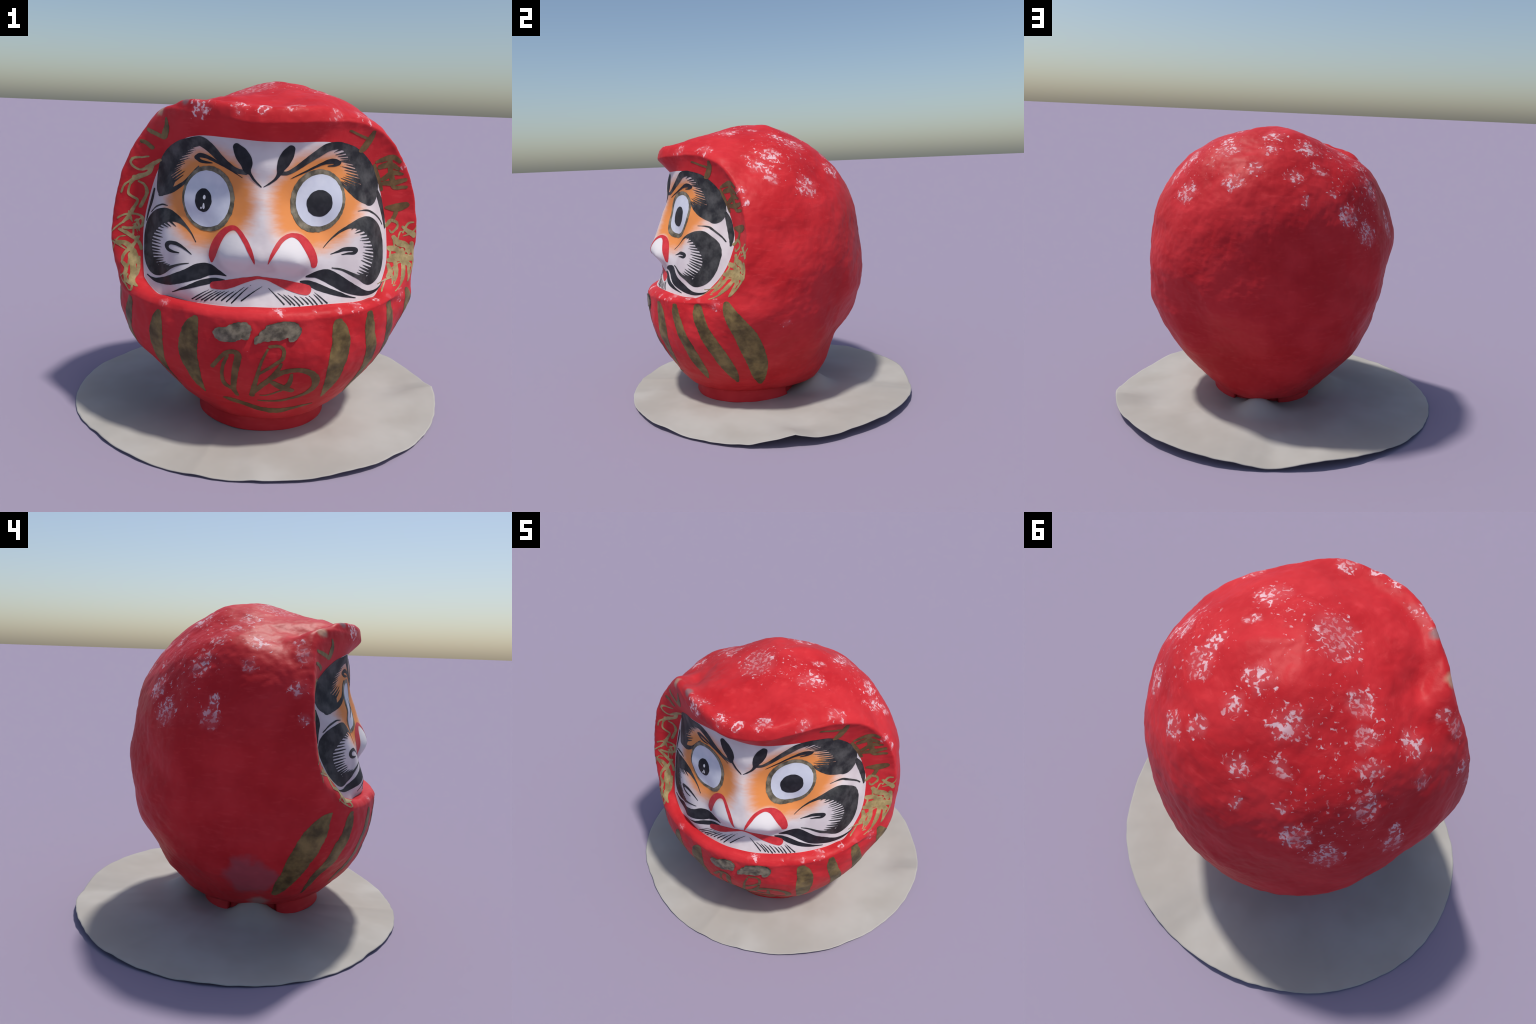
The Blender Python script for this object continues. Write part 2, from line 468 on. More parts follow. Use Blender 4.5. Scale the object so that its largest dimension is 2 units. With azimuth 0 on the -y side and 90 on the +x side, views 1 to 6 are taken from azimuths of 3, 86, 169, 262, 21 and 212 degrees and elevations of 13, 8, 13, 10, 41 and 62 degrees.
# where the sheet is pulled up against the doll (flank, back) and where it buckles: x, y, height, spread
SHEET_BUMPS = [(-.33, -.07, .075, .115), (-.27, -.05, .050, .08), (.15, .27, .090, .10), (.76, .08, -.018, .13),
               (.60, .55, -.006, .15), (.20, .50, .011, .12), (-.50, .35, .005, .18), (-.70, -.50, .006, .15),
               (-.18, -.42, -.006, .12), (.37, -.40, -.005, .12), (-.43, -.32, -.005, .12), (-.15, -.66, -.004, .15),
               (.65, -.41, .006, .12), (-.06, .70, -.007, .10), (.38, .26, .010, .09), (-.04, .30, .010, .08),
               (.10, .60, .007, .09), (-.23, .26, .010, .08), (-.74, -.23, .005, .10), (.50, -.63, -.005, .12),
               (.05, -.56, -.003, .10), (.65, -.06, -.006, .10), (-.32, .43, .006, .09)]
def disc_height(x, y):
    az = np.degrees(np.arctan2(y, x))
    r = np.hypot(x, y) / periodic(DISC_RADIUS, az)
    edge = periodic(DISC_RISE, az)
    z = .022 + (edge - .022) * smooth01((r - .35) / .65) ** 1.5
    fold = np.exp(-np.abs((az - 3 + 180) % 360 - 180) / 4.0)            # crisp fold at the right edge
    z = z + .022 * fold * smooth01((r - .74) / .26)
    for px, py, h, w in SHEET_BUMPS:
        z = z + h * np.exp(-(((x - px) / w) ** 2 + ((y - py) / w) ** 2))
    return z
ND, RD = 360, 120
az = np.linspace(-180, 180, ND, endpoint=False)
edge_r = periodic(DISC_RADIUS, az)
for k, a in enumerate(az):
    c, d = math.cos(math.radians(a)), math.sin(math.radians(a))
    edge_r[k] += .004 * noise.noise(Vector((c * 5, d * 5, 3))) + .0035 * noise.noise(Vector((c * 17, d * 17, 8)))
edge_r = np.minimum(edge_r, 1.0)
top = []
for k in range(1, RD + 1):
    r = edge_r * k / RD
    x, y = r * np.cos(np.radians(az)), r * np.sin(np.radians(az))
    top.append(np.stack([x, y, disc_height(x, y)], -1))
top = np.concatenate([np.array([[0, 0, disc_height(np.zeros(1), np.zeros(1))[0]]]), np.concatenate(top)])
for i in range(len(top)):
    x, y, z = top[i]
    rr = math.hypot(x, y)
    a = math.atan2(y, x)
    top[i, 2] += rr ** 5 * (.006 * noise.noise(Vector((math.cos(a) * 4, math.sin(a) * 4, rr)))
                            + .005 * noise.noise(Vector((math.cos(a) * 11, math.sin(a) * 11, rr * 1.5))))
    top[i, 2] += .0045 * min(rr, .8) * (1 - abs(noise.noise(Vector((math.cos(a) * 3, math.sin(a) * 3, rr * .7 + 4)))) * 4)
    top[i, 2] += rr * (.004 * noise.noise(Vector((x * 3, y * 3, 1))) + .0012 * noise.noise(Vector((x * 11, y * 11, 5))))
top[:, 2] += .0035 - min(0, top[:, 2].min())
bottom = top - np.array([0, 0, .0035])
n = len(top)
fs = []
for j in range(ND):
    jn = (j + 1) % ND
    fs.append((0, 1 + j, 1 + jn)); fs.append((n, n + 1 + jn, n + 1 + j))
    for k in range(RD - 1):
        a, b_ = 1 + k * ND + j, 1 + k * ND + jn
        fs.append((a, a + ND, b_ + ND, b_)); fs.append((n + a, n + b_, n + b_ + ND, n + a + ND))
    a, b_ = 1 + (RD - 1) * ND + j, 1 + (RD - 1) * ND + jn
    fs.append((a, n + a, n + b_, b_))
disc_mesh = mesh_from('paper_disc', np.concatenate([top, bottom]).tolist(), fs)
disc = add_object('paper_disc', disc_mesh, None, PAPER)
disc['label'] = 'thin grey paper disc with a wavy lifted edge'
disc['category'] = 'paper disc'

# ------------------------------------------------------------------ foot ring
FOOT_MID = (.035, -.155)
FOOT = [(.325, .135), (.322, .115), (.322, .09), (.328, .06), (.333, .035), (.333, .024), (.318, .020),
        (.300, .022), (.295, .05), (.295, .135)]
def foot_arc(a0, a1, shrink):
    vs, fs = [], []
    prof = catmull(FOOT, 4)
    steps = max(8, int((a1 - a0) / 2))
    m = len(prof)
    for k in range(steps + 1):
        a = math.radians(a0 + (a1 - a0) * k / steps)
        wob = shrink + .012 * noise.noise(Vector((math.cos(a) * 2, math.sin(a) * 2, 0)))
        for r, z in prof:
            vs.append((FOOT_MID[0] + r * wob * math.cos(a), FOOT_MID[1] + r * wob * math.sin(a), z))
    for k in range(steps):
        for i in range(m - 1):
            fs.append((k * m + i, k * m + i + 1, (k + 1) * m + i + 1, (k + 1) * m + i))
    fs.append(tuple(range(m))); fs.append(tuple(reversed(range(steps * m, steps * m + m))))
    return vs, fs
fv, ff = [], []
for a0, a1, shrink in ((187, 405, 1), (95, 138, 1), (135, 190, .92), (40, 98, .92)):
    vs, f = foot_arc(a0, a1, shrink)
    o = len(fv)
    fv += vs; ff += [tuple(i + o for i in q) for q in f]
foot_mesh = mesh_from('foot', fv, ff)
import bmesh
bm = bmesh.new(); bm.from_mesh(foot_mesh); bmesh.ops.recalc_face_normals(bm, faces=bm.faces); bm.to_mesh(foot_mesh); bm.free()
add_object('foot', foot_mesh, doll, RED)
# ---- PAINT START

# ------------------------------------------------------------------ painted decoration
# Every brush mark is a thin film of paint with its own outline, laid on the skin of the doll.
# A stroke is a list of (p, q, half width in metres); p, q are
#   on the face: x, z      on the body: azimuth in degrees, z      on the hood rim: angle in degrees, 0 (face) ... 1 (ridge)
EYEBROW_L = [
    [(-0.058, 1.306, 0.0101), (-0.11, 1.315, 0.0119), (-0.169, 1.353, 0.0153), (-0.228, 1.404, 0.0202), (-0.271, 1.428, 0.0214), (-0.312, 1.427, 0.0167)],
    [(-0.308, 1.427, 0.0167), (-0.37, 1.395, 0.0311), (-0.424, 1.344, 0.042), (-0.458, 1.285, 0.0442), (-0.471, 1.234, 0.0388), (-0.476, 1.195, 0.0317), (-0.474, 1.181, 0.0245)],
    [(-0.483, 1.162, 0.0087), (-0.409, 1.195, 0.0108), (-0.345, 1.239, 0.0068), (-0.306, 1.285, 0.0049), (-0.278, 1.317, 0.0022)],
    [(-0.462, 1.187, 0.0216), (-0.427, 1.214, 0.0194), (-0.414, 1.232, 0.0155)],
]
BROW_SPOT_L = [
    [(-0.104, 1.412, 0.0166), (-0.079, 1.381, 0.0294), (-0.058, 1.351, 0.0272), (-0.054, 1.323, 0.0172), (-0.039, 1.302, 0.0065), (-0.02, 1.277, 0.0047), (0.012, 1.249, 0.0018)],
]
BROW_HOOK_L = [
    [(-0.294, 1.358, 0.006), (-0.272, 1.366, 0.0104), (-0.235, 1.36, 0.0081), (-0.188, 1.341, 0.0059), (-0.129, 1.313, 0.0033), (-0.072, 1.282, 0.0011)],
    [(-0.292, 1.355, 0.0097), (-0.271, 1.341, 0.0074), (-0.242, 1.337, 0.0052), (-0.211, 1.336, 0.0015)],
]
TEMPLE_L = [
    [(-0.523, 1.178, 0.0049), (-0.532, 1.126, 0.0081), (-0.549, 1.068, 0.0053), (-0.559, 1.022, 0.0024)],
]
CHEEK_L = [
    [(-0.274, 0.984, 0.0015), (-0.303, 1.024, 0.0034), (-0.342, 1.057, 0.0091), (-0.385, 1.077, 0.019), (-0.429, 1.082, 0.0307), (-0.476, 1.061, 0.0359), (-0.518, 1.016, 0.0351), (-0.538, 0.963, 0.0274), (-0.537, 0.913, 0.0257)],
    [(-0.537, 0.913, 0.0257), (-0.525, 0.864, 0.0288), (-0.499, 0.829, 0.0309), (-0.469, 0.816, 0.0235), (-0.434, 0.826, 0.0139), (-0.393, 0.854, 0.0069), (-0.345, 0.878, 0.0038), (-0.301, 0.89, 0.0015)],
    [(-0.53, 1.07, 0.0012), (-0.497, 1.104, 0.0028), (-0.459, 1.123, 0.0031), (-0.427, 1.124, 0.0015)],
]
DIMPLE_L = [
    [(-0.291, 0.929, 0.0015), (-0.329, 0.952, 0.0052), (-0.367, 0.966, 0.0083), (-0.401, 0.965, 0.0084), (-0.417, 0.951, 0.0107), (-0.409, 0.934, 0.0084), (-0.386, 0.928, 0.0061), (-0.352, 0.928, 0.0023)],
]
MOUSTACHE_L = [
    [(-0.126, 0.853, 0.0022), (-0.165, 0.864, 0.0125), (-0.211, 0.872, 0.0266), (-0.256, 0.86, 0.0326), (-0.308, 0.837, 0.0268), (-0.365, 0.811, 0.0226), (-0.424, 0.782, 0.0162), (-0.472, 0.771, 0.0094), (-0.501, 0.774, 0.0047), (-0.527, 0.783, 0.0024)],
    [(-0.133, 0.833, 0.0029), (-0.17, 0.832, 0.0074), (-0.2, 0.824, 0.0118), (-0.252, 0.808, 0.0118), (-0.305, 0.785, 0.0074), (-0.338, 0.77, 0.0045), (-0.378, 0.746, 0.0019)],
]
LIP = [
    [(-0.182, 0.808, 0.0147), (-0.139, 0.812, 0.0191), (-0.094, 0.825, 0.0176), (-0.05, 0.841, 0.0131), (-0.014, 0.851, 0.0091), (0.011, 0.857, 0.0073), (0.037, 0.856, 0.0055)],
    [(0.025, 0.857, 0.0047), (0.061, 0.853, 0.0073), (0.098, 0.842, 0.0138), (0.135, 0.83, 0.019), (0.172, 0.818, 0.0213), (0.209, 0.808, 0.0228), (0.232, 0.803, 0.0214)],
]
NOSTRIL_L = [
    [(-0.195, 0.911, 0.0059), (-0.193, 0.94, 0.0162), (-0.181, 0.983, 0.019), (-0.162, 1.021, 0.0161), (-0.137, 1.052, 0.0124), (-0.111, 1.068, 0.0101), (-0.088, 1.068, 0.009), (-0.064, 1.049, 0.01), (-0.039, 1.018, 0.0106), (-0.019, 0.983, 0.0099), (-0.005, 0.952, 0.0063), (0.001, 0.931, 0.0014)],
]
NOSTRIL_R = [
    [(0.059, 0.935, 0.0014), (0.07, 0.964, 0.0063), (0.089, 1.001, 0.0099), (0.111, 1.032, 0.0099), (0.139, 1.048, 0.0089), (0.164, 1.049, 0.0086), (0.193, 1.035, 0.0127), (0.22, 1.006, 0.0164), (0.244, 0.969, 0.0175), (0.257, 0.936, 0.0161), (0.259, 0.915, 0.0132)],
]
BEARD_L = [
    [(-0.277, 0.736, 0.003), (-0.236, 0.766, 0.0022), (-0.198, 0.789, 0.0007)],
    [(-0.259, 0.735, 0.003), (-0.216, 0.766, 0.0022), (-0.175, 0.79, 0.0007)],
    [(-0.233, 0.738, 0.003), (-0.195, 0.766, 0.0022), (-0.158, 0.788, 0.0007)],
    [(-0.218, 0.736, 0.003), (-0.18, 0.765, 0.0022), (-0.143, 0.787, 0.0007)],
    [(-0.189, 0.744, 0.0029), (-0.157, 0.769, 0.0022), (-0.124, 0.79, 0.0007)],
    [(-0.165, 0.747, 0.0029), (-0.136, 0.771, 0.0022), (-0.107, 0.792, 0.0007)],
    [(-0.14, 0.748, 0.0029), (-0.108, 0.775, 0.0022), (-0.076, 0.797, 0.0007)],
    [(-0.117, 0.746, 0.0029), (-0.08, 0.781, 0.0022), (-0.042, 0.812, 0.0007)],
    [(-0.094, 0.743, 0.0029), (-0.054, 0.785, 0.0022), (-0.013, 0.823, 0.0007)],
    [(-0.051, 0.756, 0.0029), (-0.007, 0.789, 0.0022), (0.038, 0.82, 0.0007)],
]
BEARD_R = [
    [(0.136, 0.748, 0.0029), (0.097, 0.783, 0.0022), (0.058, 0.817, 0.0007)],
    [(0.165, 0.747, 0.0029), (0.135, 0.772, 0.0022), (0.104, 0.793, 0.0007)],
    [(0.183, 0.744, 0.0029), (0.155, 0.768, 0.0022), (0.126, 0.79, 0.0007)],
    [(0.205, 0.742, 0.0029), (0.177, 0.766, 0.0022), (0.148, 0.786, 0.0007)],
    [(0.22, 0.746, 0.0029), (0.199, 0.765, 0.0022), (0.178, 0.781, 0.0007)],
    [(0.242, 0.747, 0.0029), (0.221, 0.765, 0.0022), (0.2, 0.779, 0.0007)],
    [(0.264, 0.744, 0.0029), (0.245, 0.762, 0.0022), (0.226, 0.776, 0.0007)],
    [(0.282, 0.744, 0.0029), (0.263, 0.764, 0.0022), (0.244, 0.779, 0.0007)],
    [(0.305, 0.747, 0.0029), (0.283, 0.769, 0.0022), (0.262, 0.787, 0.0007)],
    [(0.327, 0.747, 0.003), (0.296, 0.772, 0.0022), (0.266, 0.794, 0.0007)],
]
BROW_SPOT_R = [
    [(0.133, 1.413, 0.0172), (0.119, 1.388, 0.0265), (0.105, 1.361, 0.0265), (0.093, 1.334, 0.0179), (0.087, 1.311, 0.0107), (0.072, 1.286, 0.0057), (0.048, 1.266, 0.0036), (0.022, 1.25, 0.0014)],
]
EYEBROW_R = [
    [(0.092, 1.311, 0.009), (0.121, 1.311, 0.0086), (0.156, 1.329, 0.0101), (0.202, 1.362, 0.0131), (0.251, 1.396, 0.0168), (0.294, 1.423, 0.0183), (0.339, 1.432, 0.017), (0.376, 1.425, 0.0172)],
    [(0.376, 1.425, 0.0172), (0.419, 1.395, 0.0297), (0.465, 1.347, 0.038), (0.499, 1.293, 0.0425), (0.514, 1.246, 0.0443), (0.518, 1.202, 0.0417), (0.52, 1.179, 0.0318)],
    [(0.518, 1.164, 0.0159), (0.462, 1.194, 0.0163), (0.409, 1.231, 0.0099), (0.384, 1.249, 0.0053), (0.367, 1.267, 0.0019)],
    [(0.507, 1.2, 0.0316), (0.461, 1.22, 0.0233), (0.43, 1.236, 0.0138)],
]
BROW_HOOK_R = [
    [(0.353, 1.355, 0.0083), (0.33, 1.361, 0.0119), (0.303, 1.36, 0.0104), (0.269, 1.349, 0.0059), (0.218, 1.325, 0.0044), (0.165, 1.3, 0.0022), (0.137, 1.286, 0.0011)],
    [(0.35, 1.35, 0.0075), (0.327, 1.342, 0.0052), (0.3, 1.34, 0.0015)],
]
TEMPLE_R = [
    [(0.558, 1.21, 0.0064), (0.575, 1.168, 0.0114), (0.591, 1.118, 0.009), (0.603, 1.073, 0.007), (0.611, 1.028, 0.0025)],
]
CHEEK_R = [
    [(0.455, 1.133, 0.0012), (0.491, 1.132, 0.0031), (0.518, 1.125, 0.0039), (0.55, 1.105, 0.0032), (0.577, 1.077, 0.0024), (0.594, 1.049, 0.0016)],
    [(0.295, 0.981, 0.0011), (0.33, 1.017, 0.003), (0.367, 1.047, 0.0053), (0.404, 1.067, 0.0076), (0.435, 1.076, 0.0144), (0.472, 1.079, 0.0253), (0.508, 1.07, 0.0333), (0.542, 1.033, 0.0354), (0.565, 0.98, 0.031), (0.573, 0.933, 0.0279), (0.571, 0.888, 0.0302), (0.558, 0.846, 0.0332), (0.538, 0.819, 0.0266), (0.513, 0.817, 0.0178), (0.477, 0.838, 0.0099), (0.434, 0.863, 0.0068), (0.386, 0.885, 0.0045), (0.343, 0.894, 0.0022)],
]
DIMPLE_R = [
    [(0.332, 0.954, 0.0011), (0.363, 0.963, 0.0045), (0.397, 0.973, 0.0083), (0.436, 0.972, 0.0095), (0.45, 0.964, 0.0106), (0.441, 0.954, 0.0068), (0.413, 0.954, 0.0045), (0.382, 0.95, 0.0011)],
]
MOUSTACHE_R = [
    [(0.229, 0.862, 0.0037), (0.273, 0.869, 0.0155), (0.318, 0.862, 0.0275), (0.365, 0.838, 0.0284), (0.413, 0.808, 0.0264), (0.46, 0.781, 0.0199), (0.508, 0.759, 0.0116), (0.548, 0.754, 0.0075), (0.584, 0.766, 0.0036), (0.604, 0.789, 0.0016)],
    [(0.204, 0.839, 0.0037), (0.238, 0.832, 0.0118), (0.283, 0.814, 0.0141), (0.329, 0.797, 0.0119), (0.38, 0.779, 0.0093), (0.424, 0.761, 0.0049), (0.462, 0.748, 0.0015)],
]
STRIPES = [
    [(299.8, 0.67, 0.0247), (301, 0.627, 0.042), (301.7, 0.572, 0.0489), (301.5, 0.512, 0.052), (301.3, 0.451, 0.0477), (301.4, 0.379, 0.0395), (300.6, 0.32, 0.023), (300.3, 0.274, 0.0061)],
    [(314.6, 0.686, 0.0196), (314.9, 0.643, 0.0302), (316.3, 0.574, 0.034), (318.4, 0.5, 0.0377), (320.1, 0.425, 0.041), (320.7, 0.343, 0.0415), (320.9, 0.28, 0.0327), (320.6, 0.229, 0.0094)],
    [(328.2, 0.695, 0.0257), (328.8, 0.647, 0.0352), (330.4, 0.58, 0.0382), (332.8, 0.503, 0.0443), (335.6, 0.428, 0.0491), (337.8, 0.345, 0.0513), (339.5, 0.27, 0.0399), (339.8, 0.211, 0.014)],
    [(343.5, 0.724, 0.0214), (345, 0.677, 0.0392), (347.8, 0.609, 0.0537), (350.8, 0.534, 0.0651), (353.3, 0.437, 0.07), (355.1, 0.341, 0.0677), (355.5, 0.244, 0.0501), (355.5, 0.193, 0.0219)],
    [(247, 0.674, 0.0141), (245.4, 0.632, 0.0341), (244.2, 0.57, 0.0454), (243.3, 0.509, 0.0483), (243.3, 0.447, 0.0478), (244.1, 0.392, 0.0383), (245.1, 0.338, 0.0258), (246, 0.278, 0.005)],
    [(231.3, 0.664, 0.0136), (230.7, 0.626, 0.0283), (229.5, 0.56, 0.037), (228.5, 0.507, 0.0374), (227.9, 0.442, 0.0328), (227.3, 0.385, 0.0281), (226.9, 0.32, 0.021), (226.7, 0.27, 0.011), (226.6, 0.24, 0.004)],
    [(214.8, 0.679, 0.0169), (214, 0.634, 0.0296), (212.3, 0.566, 0.0338), (210.2, 0.5, 0.0367), (209, 0.418, 0.0372), (208.4, 0.33, 0.0355), (208.1, 0.262, 0.027), (208, 0.21, 0.0106)],
    [(204.1, 0.702, 0.0055), (201.2, 0.664, 0.0327), (198.3, 0.604, 0.0558), (196.4, 0.537, 0.063), (194.8, 0.453, 0.064), (194.2, 0.356, 0.0615), (192.1, 0.283, 0.0509), (190.9, 0.229, 0.0296)],
]
PADS = [
    [(256.9, 0.62, 0.035), (259.9, 0.621, 0.0407), (262.9, 0.642, 0.0405), (265.1, 0.654, 0.0313), (265.7, 0.619, 0.0182)],
    [(269.5, 0.6, 0.0116), (272.8, 0.627, 0.0297), (276.4, 0.646, 0.0462), (280.1, 0.655, 0.0421), (282.5, 0.649, 0.0352), (282, 0.61, 0.0141)],
]
LUCKY_CHARACTER = [
    [(253, 0.449, 0.01), (256.2, 0.499, 0.0099), (258.5, 0.529, 0.0106), (261.3, 0.541, 0.0128), (263.1, 0.529, 0.0151), (262.9, 0.495, 0.0166), (261.8, 0.438, 0.0161), (260.9, 0.375, 0.0148), (260.3, 0.323, 0.0134), (261.2, 0.285, 0.0112)],
    [(259.2, 0.518, 0.0083), (257.3, 0.463, 0.0077), (256.4, 0.402, 0.0093), (256.8, 0.358, 0.0118), (258.8, 0.334, 0.0118)],
    [(254.4, 0.253, 0.0049), (257.3, 0.247, 0.0146), (264.1, 0.226, 0.0146), (271.2, 0.203, 0.0154), (277, 0.189, 0.0172)],
    [(276.8, 0.188, 0.0196), (281.8, 0.187, 0.018), (287.5, 0.199, 0.0131), (291.8, 0.216, 0.009), (297.7, 0.224, 0.0029)],
    [(273.7, 0.562, 0.0052), (271.5, 0.493, 0.0064), (270.2, 0.418, 0.0092), (269.1, 0.358, 0.0125), (268, 0.294, 0.0143)],
    [(274.5, 0.576, 0.009), (277.7, 0.578, 0.0075), (279.5, 0.557, 0.0082), (279.1, 0.514, 0.0091), (275.7, 0.479, 0.0091), (272, 0.442, 0.0069), (269.9, 0.423, 0.0046)],
    [(269.1, 0.317, 0.011), (272.2, 0.368, 0.0147), (275.1, 0.404, 0.0138), (277.7, 0.454, 0.0103), (279, 0.489, 0.0068)],
    [(275.1, 0.404, 0.0131), (278.5, 0.437, 0.0145), (283.1, 0.454, 0.013), (287.5, 0.452, 0.0146), (291.3, 0.431, 0.017), (293.5, 0.396, 0.0195), (293.8, 0.347, 0.0166), (291.6, 0.31, 0.0127), (288, 0.285, 0.0096), (282.7, 0.266, 0.0076), (276.2, 0.258, 0.0056), (270.8, 0.26, 0.0032)],
    [(283.3, 0.432, 0.0077), (283.1, 0.388, 0.0124), (282, 0.356, 0.0179)],
    [(276.3, 0.386, 0.0124), (280.1, 0.356, 0.0187), (284.9, 0.331, 0.0134)],
    [(280.4, 0.332, 0.0059), (274.9, 0.302, 0.0047), (271.6, 0.297, 0.0028)],
]
HOOD_CORNER_L = [
    [(136.3, 0.69, 0.0041), (138.4, 0.5, 0.0106), (141.9, 0.38, 0.0139), (143.6, 0.35, 0.0115)],
    [(146.1, 0.88, 0.0084), (144.9, 0.62, 0.0108), (143.6, 0.35, 0.0107)],
    [(151.7, 0.85, 0.0085), (150.9, 0.69, 0.0106), (150.9, 0.46, 0.0126)],
]
HOOD_LETTERS_L = [
    [(155.6, 0.42, 0.0042), (157.3, 0.58, 0.0051), (159.4, 0.81, 0.006), (161.6, 0.85, 0.006), (162.9, 0.69, 0.006), (162.9, 0.46, 0.0064), (159.9, 0.27, 0.012), (154.7, 0.08, 0.0076)],
    [(159.9, 0.23, 0.0137), (163.3, 0.23, 0.0103), (166.7, 0.5, 0.0138), (169.3, 0.69, 0.0052), (171.4, 0.81, 0.0052), (174.4, 0.85, 0.0052)],
    [(167.1, 0.58, 0.0121), (171, 0.65, 0.0052), (174.4, 0.62, 0.0061), (175.7, 0.46, 0.0061), (177, 0.31, 0.0061), (180.4, 0.38, 0.0087), (183.4, 0.46, 0.0087), (186.4, 0.62, 0.007)],
    [(168.4, 0.42, 0.0052), (169.3, 0.23, 0.0061), (171.9, 0.12, 0.0078), (175.3, 0.12, 0.0078), (179.6, 0.19, 0.0087)],
    [(184.7, 0.81, 0.0044), (183.4, 0.62, 0.0052), (183, 0.35, 0.0052), (183.9, 0.12, 0.0065), (186.4, 0.04, 0.0065), (188.6, 0.08, 0.007), (189, 0.38, 0.007), (188.6, 0.62, 0.007)],
    [(189, 0.73, 0.006), (191.1, 0.46, 0.0089), (194.6, 0.15, 0.0074), (198, 0.04, 0.0074)],
    [(192.9, 0.12, 0.0059), (196.3, 0.31, 0.0089), (198.9, 0.58, 0.0089), (201.4, 0.69, 0.0074)],
    [(193.7, 0.77, 0.0075), (195, 0.5, 0.0119), (198.9, 0.27, 0.0133), (202.7, 0.19, 0.0117)],
    [(199.7, 0.38, 0.0118), (204.4, 0.31, 0.0146), (207.4, 0.38, 0.013), (211.3, 0.58, 0.01)],
    [(201.4, 0.69, 0.0074), (204, 0.54, 0.0117), (207, 0.65, 0.0101), (210, 0.65, 0.0115)],
    [(201.4, 0.12, 0.0073), (206.6, 0.19, 0.0087), (209.1, 0.54, 0.0086)],
]
HOOD_CORNER_R = [
    [(47.6, 0.58, 0.0063), (43.3, 0.5, 0.0072), (39.9, 0.5, 0.009)],
    [(39.9, 0.85, 0.0082), (38.1, 0.5, 0.0156), (36.9, 0.12, 0.018), (36.9, 0, 0.0114)],
    [(26.6, 0.08, 0.0076), (22.7, 0.04, 0.0102), (17.6, 0.04, 0.0094), (13.7, 0.04, 0.0086)],
    [(27.4, 0.19, 0.0076), (26.6, 0.5, 0.0144), (25.7, 0.77, 0.0145), (23.1, 0.88, 0.0103)],
    [(24.4, 0.23, 0.0144), (23.1, 0.58, 0.0154), (20.1, 0.77, 0.0086)],
    [(18.4, 0.19, 0.0137), (19.3, 0.54, 0.0146), (17.6, 0.81, 0.0069)],
    [(16.3, 0.15, 0.0129), (15, 0.5, 0.0156), (15, 0.85, 0.0087)],
    [(24.9, 0.62, 0.0128), (20.6, 0.5, 0.0129), (16.3, 0.46, 0.013), (12.9, 0.46, 0.0113), (12, 0.81, 0.0079)],
    [(4.3, 0.12, 0.0105), (3.9, 0.42, 0.022), (4.7, 0.73, 0.015)],
    [(1.7, 0.38, 0.0097), (-1.7, 0.23, 0.0097)],
]
HOOD_LETTERS_R = [
    [(-4.3, 0, 0.0086), (-1.7, 0.19, 0.0095), (-2.6, 0.38, 0.0072), (-4.7, 0.38, 0.0053), (-6.9, 0.19, 0.0053), (-6, 0.12, 0.0048)],
    [(-9, 0.27, 0.0135), (-10.7, 0.42, 0.0165), (-11.1, 0.69, 0.0146), (-13.3, 0.81, 0.0117)],
    [(-13.7, 0.08, 0.0126), (-13.3, 0.38, 0.0136), (-15.4, 0.65, 0.0147), (-15.4, 1, 0.0137)],
    [(-16.7, 0.15, 0.0112), (-15.4, 0.42, 0.0127), (-13.3, 0.58, 0.0112)],
    [(-18.4, 0.08, 0.0097), (-17.6, 0.31, 0.0112), (-16.7, 0.58, 0.0098), (-18, 0.88, 0.0098)],
    [(-20.1, 0.08, 0.0088), (-22.7, 0.19, 0.0112), (-24.4, 0.15, 0.0088)],
    [(-18.4, 0.31, 0.0097), (-21.4, 0.38, 0.0112), (-24.4, 0.42, 0.0097)],
    [(-17.1, 0.62, 0.0098), (-21, 0.65, 0.0137), (-24, 0.69, 0.0098)],
    [(-18, 0.81, 0.0088), (-21, 0.92, 0.0089), (-22.7, 1, 0.008), (-21, 1, 0.0066), (-18.4, 1, 0.0066), (-15.4, 1, 0.0064)],
    [(-4.3, 0.58, 0.0077), (-5.6, 0.73, 0.0106), (-6.9, 0.92, 0.0145)],
    [(-10.3, 0.88, 0.0107), (-14.6, 1, 0.009)],
]
EYEBROW_L_COMB = ([(-0.284, 1.429), (-0.352, 1.386), (-0.397, 1.34), (-0.435, 1.289), (-0.441, 1.243), (-0.412, 1.218)],
    [(-0.248, 1.419), (-0.29, 1.401), (-0.313, 1.367), (-0.349, 1.326), (-0.365, 1.295), (-0.345, 1.268)], 15)
CHEEK_L_COMB = ([(-0.41, 1.07), (-0.469, 1.033), (-0.503, 0.98), (-0.511, 0.931), (-0.503, 0.886), (-0.475, 0.851), (-0.442, 0.834)],
    [(-0.367, 1.042), (-0.426, 1.026), (-0.445, 0.986), (-0.453, 0.938), (-0.447, 0.9), (-0.427, 0.872), (-0.398, 0.859)], 18)
EYEBROW_R_COMB = ([(0.363, 1.429), (0.412, 1.378), (0.449, 1.335), (0.474, 1.287), (0.468, 1.25), (0.43, 1.223)],
    [(0.318, 1.406), (0.352, 1.377), (0.37, 1.354), (0.376, 1.315), (0.374, 1.285), (0.369, 1.267)], 15)
CHEEK_R_COMB = ([(0.447, 1.087), (0.503, 1.042), (0.544, 0.987), (0.557, 0.93), (0.55, 0.882), (0.52, 0.849), (0.494, 0.832)],
    [(0.424, 1.063), (0.457, 1.036), (0.482, 0.997), (0.491, 0.954), (0.491, 0.917), (0.474, 0.879), (0.455, 0.851)], 18)
EYE_L = (-0.227, 1.179, 0.1228, 0.1435)
